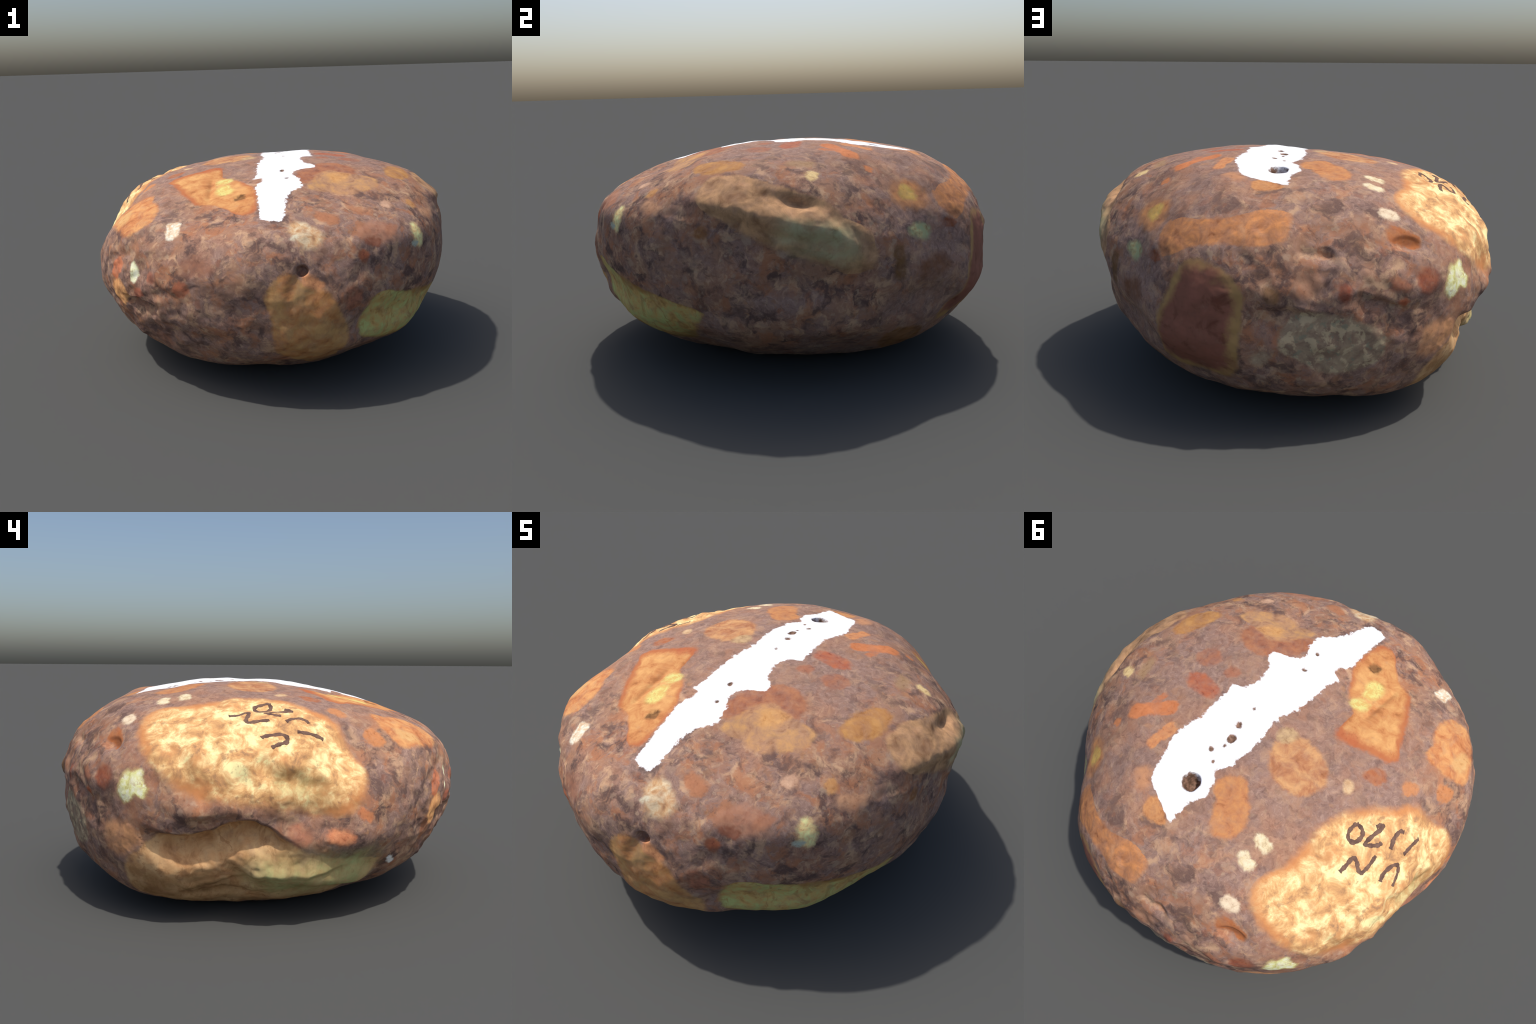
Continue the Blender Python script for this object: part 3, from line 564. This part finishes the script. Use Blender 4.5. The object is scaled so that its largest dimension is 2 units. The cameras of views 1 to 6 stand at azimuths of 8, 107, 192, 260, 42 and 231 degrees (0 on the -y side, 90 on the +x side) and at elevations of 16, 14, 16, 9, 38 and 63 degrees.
class Outline:
    """A star-shaped patch on the stone: frame + radii. The same rule is used on the mesh and in nodes."""

    def __init__(self, body, at, radii_mm, soft=1.0):
        self.at = np.array(at, float)
        self.p, self.n, self.u, self.v = body.frame(at)
        self.r = np.array(radii_mm) / 1000.0
        self.big = self.r.max() * 1.15
        self.soft = (0.0095 if self.r.mean() < .06 else 0.013) * soft + 0.018 * self.r.mean() * (soft > 1)
        self.depth = max(0.12, 0.75 * self.r.max())

    def curve_points(self):
        k = len(self.r)
        return [(i / k, float(self.r[i % k] / self.big)) for i in range(k + 1)]

    def inside(self, points):
        """Distance inside the edge (negative outside), for mesh vertices."""
        o = points - self.at
        a, b, c = o @ self.u, o @ self.v, o @ self.n
        ang = (np.arctan2(b, a) / (2 * np.pi)) % 1.0
        edge = np.interp(ang, *np.array(self.curve_points()).T) * self.big
        return np.where(np.abs(c) < self.depth, edge - np.hypot(a, b), -1.0)

    def nodes(self, k, p):
        o = k.vec("SUBTRACT", p, tuple(self.at))
        a, b = k.vec("DOT_PRODUCT", o, tuple(self.u)), k.vec("DOT_PRODUCT", o, tuple(self.v))
        ang = k.math("FRACT", k.math("ADD", k.math("DIVIDE", k.math("ARCTAN2", b, a), 2 * math.pi), 1.0))
        edge = k.math("MULTIPLY", k.curve(ang, self.curve_points()), self.big)
        r = k.math("SQRT", k.math("ADD", k.math("MULTIPLY", a, a), k.math("MULTIPLY", b, b)))
        size = float(self.r.mean())
        wave = k.math("SUBTRACT", k.noise(p, 2.2 / max(size, .03), 4, .6), .5)
        grit = k.math("SUBTRACT", k.noise(p, 36, 5, .72, .4), .5)
        wob = k.math("ADD", k.math("MULTIPLY", wave, min(size, .09) * .36), k.math("MULTIPLY", grit, .034))
        return k.math("ADD", k.math("SUBTRACT", edge, r), wob)


def clast_colour(k, p, kind, main, second, size):
    """Colour of one inclusion: two tones in clouds, plus what its kind is known for."""
    s = 1.0 / max(size, .04)
    cloud = k.noise(p, 1.5 * s + 6, 5, .62, .5)
    dark = tuple(c * f for c, f in zip(main, (.66, .58, .55)))
    col = k.ramp(cloud, [(.30, dark), (.43, main), (.60, second), (.74, tuple(min(.9, c * 1.12) for c in second))])
    if kind == "pale_clast":
        blot = k.noise(p, 12, 5, .66, .5)
        col = k.ramp(blot, [(.32, PALE["umber"]), (.405, PALE["tan"]), (.47, main), (.55, PALE["cream"]), (.61, second)])
        rust = k.noise(k.vec("ADD", p, (3.1, 0, 0)), 9, 4, .65)
        col = k.mix(k.math("MULTIPLY", k.step(rust, .50, .68), .7), col, PALE["rust"])
        fleck = k.noise(k.vec("ADD", p, (0, 5.2, 0)), 19, 4, .65)
        col = k.mix(k.math("MULTIPLY", k.step(fleck, .57, .68), .65), col, PALE["umber"])
    elif kind in ("green_clast", "sandy_clast"):
        streak = k.noise(k.vec("MULTIPLY", p, (1, 1, .55)), 17, 4, .65, 1.2)
        col = k.mix(k.math("MULTIPLY", k.step(streak, .54, .64), .6), col, dark)
    elif kind == "mottled_clast":
        blot = k.noise(p, 22, 4, .6, .4)
        col = k.mix(k.step(blot, .50, .60), k.mix(.5, col, second), main)
        col = k.mix(k.math("MULTIPLY", k.step(k.noise(p, 33, 3), .58, .66), .5), col, (.21, .24, .17))
    elif kind == "white_quartz":
        vein = k.noise(p, 34, 3, .6, .6)
        col = k.mix(k.math("MULTIPLY", k.step(vein, .56, .66), .55), col, (.52, .36, .22))
    vein = k.noise(p, 70, 4, .65, .8)
    return k.mix(k.math("MULTIPLY", k.step(vein, .55, .75), .30), col, dark)


PALE = dict(umber=(.33, .19, .105), tan=(.54, .29, .13), cream=(.84, .58, .28), rust=(.56, .26, .105))


# how purely an inclusion's own colour shows through the groundmass that smears over it
SOLID = dict(pale=1.2, leaf=1.1, white=1.05, orange=.92, rust=.74, red=.76, ochre=.80, brown=.85, cream=.85,
             green=.95, ridge=.85, dish=.78, mottled=1.1, slab=1.1, sandy=1.0, yellow=1.2, umber=.65)


class Materials:
    def __init__(self):
        self.ground = make_group("groundmass_colour", [("Color", "Color"), ("Height", "Float")], groundmass_nodes)

    def start(self, name):
        m = bpy.data.materials.new(name)
        m.use_nodes = True
        k = Nodes(m.node_tree)
        p = k.add("TexCoord").outputs["Object"]
        g = k.add("Group", node_tree=self.ground)
        m.node_tree.links.new(p, g.inputs[0])
        return m, k, p, g.outputs["Color"], g.outputs["Height"]

    def finish(self, m, k, colour, height, rough=.85, bump=.18):
        bsdf = m.node_tree.nodes["Principled BSDF"]
        m.node_tree.links.new(colour, bsdf.inputs["Base Color"])
        bsdf.inputs["Roughness"].default_value = rough
        bsdf.inputs["Specular IOR Level"].default_value = .12
        b = k.add("Bump", {"Height": height, "Strength": bump, "Distance": .006})
        m.node_tree.links.new(b.outputs[0], bsdf.inputs["Normal"])
        return m

    def groundmass(self):
        m, k, p, col, h = self.start("groundmass")
        return self.finish(m, k, col, h)

    def inclusion(self, chain):
        """Groundmass, then each patch of the chain laid on the one before with a soft worn edge."""
        m, k, p, col, h = self.start(chain[-1]["kind"])
        return self.finish(m, k, self.layers(k, p, col, chain), h, bump=.12)

    def layers(self, k, p, col, chain):
        for c in chain:
            o = c["outline"]
            d = o.nodes(k, p)
            own = clast_colour(k, p, c["kind"], c["main"], c["second"], float(o.r.mean()))
            if "rim" in c:
                width = min(.05, .25 * float(o.r.mean()))
                some = k.step(k.noise(p, 3.3, 2), .42, .60)
                edge = k.math("MULTIPLY", k.math("MULTIPLY", k.noise(p, 16, 5, .7), some), 1.7 * width)
                tinge = k.step(k.math("SUBTRACT", d, edge), .6 * width, -.5 * width)
                own = k.mix(k.math("MULTIPLY", tinge, .8), own, c["rim"])
            solid = SOLID.get("slab" if "slab" in c["kind"] else c["kind"].split("_")[0], .85)
            if c["kind"] == "green_spot":
                solid = .75
            patchy = k.math("MULTIPLY_ADD", k.noise(p, 16, 5, .68, .6), 1.7, solid - .85, clamp=True)
            col = k.mix(k.math("MULTIPLY", k.step(d, -o.soft, o.soft), patchy), col, own)
        return col

    def paint(self, stripe, chain):
        m, k, p, col, h = self.start("white_paint")
        col = self.layers(k, p, col, chain)
        d, pore = stripe.nodes(k, p)
        inside = k.mix(k.step(k.noise(p, 60, 2), .3, .7), (.10, .058, .038), (.26, .15, .105))
        col = k.mix(k.step(pore, .012, .0), col, inside)
        col = k.mix(k.step(d, -.004, .006), col, (.88, .875, .90))
        return self.finish(m, k, col, h, rough=.6, bump=.08)

    def ink(self):
        m, k, p, col, h = self.start("black_ink")
        col = k.ramp(k.noise(p, 40, 3), [(.3, (.105, .060, .050)), (.7, (.21, .125, .09))])
        return self.finish(m, k, col, h, bump=.05)


class Stripe:
    """The paint: between two edge curves along its axis, less the bare pores."""

    def __init__(self):
        self.c = np.array([*PAINT_CENTRE, 0.0])
        self.ax = np.array([*PAINT_AXIS, 0.0])
        self.pr = np.array([-PAINT_AXIS[1], PAINT_AXIS[0], 0.0])
        self.edges = [np.array(PAINT_L), np.array(PAINT_R)]

    def span(self):
        lo = min(e[0, 0] for e in self.edges)
        hi = max(e[-1, 0] for e in self.edges)
        return lo, hi

    def inside(self, p):
        o = p - self.c
        s, t = o @ self.ax, o @ self.pr
        l, r = (np.interp(s, e[:, 0], e[:, 1]) for e in self.edges)
        lo, hi = self.span()
        return np.where(p[:, 2] > .75, np.minimum(np.minimum(l - t, t - r), np.minimum(s - lo, hi - s)), -1)

    def nodes(self, k, p):
        lo, hi = self.span()
        o = k.vec("SUBTRACT", p, tuple(self.c))
        s, t = k.vec("DOT_PRODUCT", o, tuple(self.ax)), k.vec("DOT_PRODUCT", o, tuple(self.pr))
        x = k.math("DIVIDE", k.math("SUBTRACT", s, lo), hi - lo, clamp=True)
        sides = []
        for e in self.edges:
            pts = [((a - lo) / (hi - lo), (b + .4) / .8) for a, b in e]
            pts = [(0, pts[0][1])] + [q for q in pts if .001 < q[0] < .999] + [(1, pts[-1][1])]
            sides.append(k.math("MULTIPLY_ADD", k.curve(x, pts), .8, -.4))
        d = k.math("MINIMUM", k.math("SUBTRACT", sides[0], t), k.math("SUBTRACT", t, sides[1]))
        d = k.math("MINIMUM", d, k.math("MINIMUM", k.math("SUBTRACT", s, lo), k.math("SUBTRACT", hi, s)))
        rag = k.math("MULTIPLY", k.math("SUBTRACT", k.noise(p, 33, 6, .72), .5), .070)
        d = k.math("ADD", d, rag)
        pore = None
        for at, r in PAINT_GAPS:
            flat = k.vec("MULTIPLY", k.vec("SUBTRACT", p, at), (1, 1, .15))
            away = k.math("ADD", k.math("SUBTRACT", k.vec("LENGTH", flat), r), k.math("MULTIPLY", rag, .5))
            pore = away if pore is None else k.math("MINIMUM", pore, away)
        return k.math("MINIMUM", d, pore), pore


# ------------------------------------------------------------------ building the parts
def build():
    body = Body(330)
    carve(body)
    body.roughen()
    body.settle()
    mats = Materials()
    pts, quads = body.points, body.quads
    normals = vertex_normals(pts, quads)
    middle = body.smooth_points[quads].mean(1)

    stone = bpy.data.objects.new("breccia_stone", None)
    stone.empty_display_size = 0.2
    stone["label"] = "rounded brown breccia cobble with cream clasts and white paint stripe"
    stone["category"] = "stone"
    bpy.context.scene.collection.objects.link(stone)

    owner = np.full(len(quads), -1)
    made = []

    def lay(kind, layer, faces, parent):
        """Give faces to a new part; whatever it lies on stays below it in its material."""
        below = []
        for k in np.unique(owner[faces]):
            if k >= 0:
                below += [e for e in made[k][1] if not any(e is f for f in below)]
        owner[faces] = len(made)
        made.append((kind, below + ([layer] if layer else []), parent))

    def claim(row, margin, parent):
        kind, at, radii, main, second, *more = row
        opt = more[0] if more else {}
        o = Outline(body, at, radii, opt.get("soft", 1.0))
        layer = dict(kind=kind, outline=o, main=main, second=second)
        if "rim" in opt:
            layer["rim"] = opt["rim"]
        near = np.where(((middle - o.at) ** 2).sum(1) < (o.r.max() * 1.3 + .1) ** 2)[0]
        wob = o.r.mean() * .06 * lattice_noise(middle[near], .05, 31)
        lay(kind, layer, near[o.inside(middle[near]) + wob > -(margin + 1.2 * o.soft)], parent)

    order = sorted(range(len(CLASTS)), key=lambda i: -max(CLASTS[i][2]))
    for i in order:
        claim(CLASTS[i], .014, None)
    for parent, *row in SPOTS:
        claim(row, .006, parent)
    stripe = Stripe()
    lay("paint_stripe", None, np.where(stripe.inside(middle) > -.020)[0], None)

    def part(name, faces, material, parent):
        used, local = np.unique(quads[faces], return_inverse=True)
        me = bpy.data.meshes.new(name)
        me.vertices.add(len(used))
        me.vertices.foreach_set("co", pts[used].astype(np.float32).ravel())
        me.loops.add(4 * len(faces))
        me.loops.foreach_set("vertex_index", local.astype(np.int32).ravel())
        me.polygons.add(len(faces))
        me.polygons.foreach_set("loop_start", np.arange(0, 4 * len(faces), 4, dtype=np.int32))
        me.polygons.foreach_set("use_smooth", np.ones(len(faces), bool))
        me.update(calc_edges=True)
        me.validate()
        me.normals_split_custom_set_from_vertices(normals[used].tolist())
        me.materials.append(material)
        ob = bpy.data.objects.new(name, me)
        bpy.context.scene.collection.objects.link(ob)
        ob.parent = parent
        return ob

    part("groundmass", np.where(owner == -1)[0], mats.groundmass(), stone)
    built = {}
    for k, (kind, chain, parent) in enumerate(made):
        faces = np.where(owner == k)[0]
        if len(faces) < 3:
            continue
        material = mats.paint(stripe, chain) if kind == "paint_stripe" else mats.inclusion(chain)
        ob = part(kind, faces, material, stone if parent is None else built.get(parent, stone))
        if parent is None and k < len(order):
            built[order[k]] = ob

    ink = mats.ink()
    for kind, stroke in INK:
        build_stroke(body, normals, kind, stroke, ink, stone)


def build_stroke(body, normals, name, stroke, material, parent, width=.0098, proud=.0022):
    """A pen stroke: a low rounded bead laid over the stone's surface."""
    line = np.array(stroke)
    for _ in range(3):
        line = np.concatenate([line[:1], np.stack([.75*line[:-1] + .25*line[1:], .25*line[:-1] + .75*line[1:]],
                                                  1).reshape(-1, 3), line[-1:]])
    keep = np.concatenate([[True], np.linalg.norm(np.diff(line, axis=0), axis=1) > 1e-5])
    line = line[keep]
    near = np.where(((body.points - line.mean(0)) ** 2).sum(1) < .25 ** 2)[0]
    sp, sn, raw = body.points[near], normals[near], body.smooth_points[near]
    n = len(line)
    tangent = np.gradient(line, axis=0)
    tangent /= np.linalg.norm(tangent, axis=1, keepdims=True)
    verts = []
    across = np.linspace(-1, 1, 9)
    for i in range(n):
        up = sn[np.argmin(((raw - line[i]) ** 2).sum(1))]
        side = np.cross(up, tangent[i])
        side /= np.linalg.norm(side)
        w = width * (1 + .18 * math.sin(i * .9) + .1 * math.sin(i * 2.3))
        if i in (0, n - 1):
            w *= .55
        for a in across:
            q = line[i] + side * a * w
            j = np.argsort(((sp - q) ** 2).sum(1))[:4]
            base, nn = sp[j].mean(0), sn[j].mean(0)
            q = q + nn * ((base - q) @ nn)
            verts.append(q + nn * (proud * (1 - a * a) ** .5 - .0012 * (abs(a) > .99)))
    k = len(across)
    faces = [(i*k + j, i*k + j + 1, (i+1)*k + j + 1, (i+1)*k + j) for i in range(n - 1) for j in range(k - 1)]
    me = bpy.data.meshes.new(name)
    me.from_pydata([v.tolist() for v in verts], [], faces)
    me.polygons.foreach_set("use_smooth", np.ones(len(faces), bool))
    me.materials.append(material)
    ob = bpy.data.objects.new(name, me)
    bpy.context.scene.collection.objects.link(ob)
    ob.parent = parent


build()
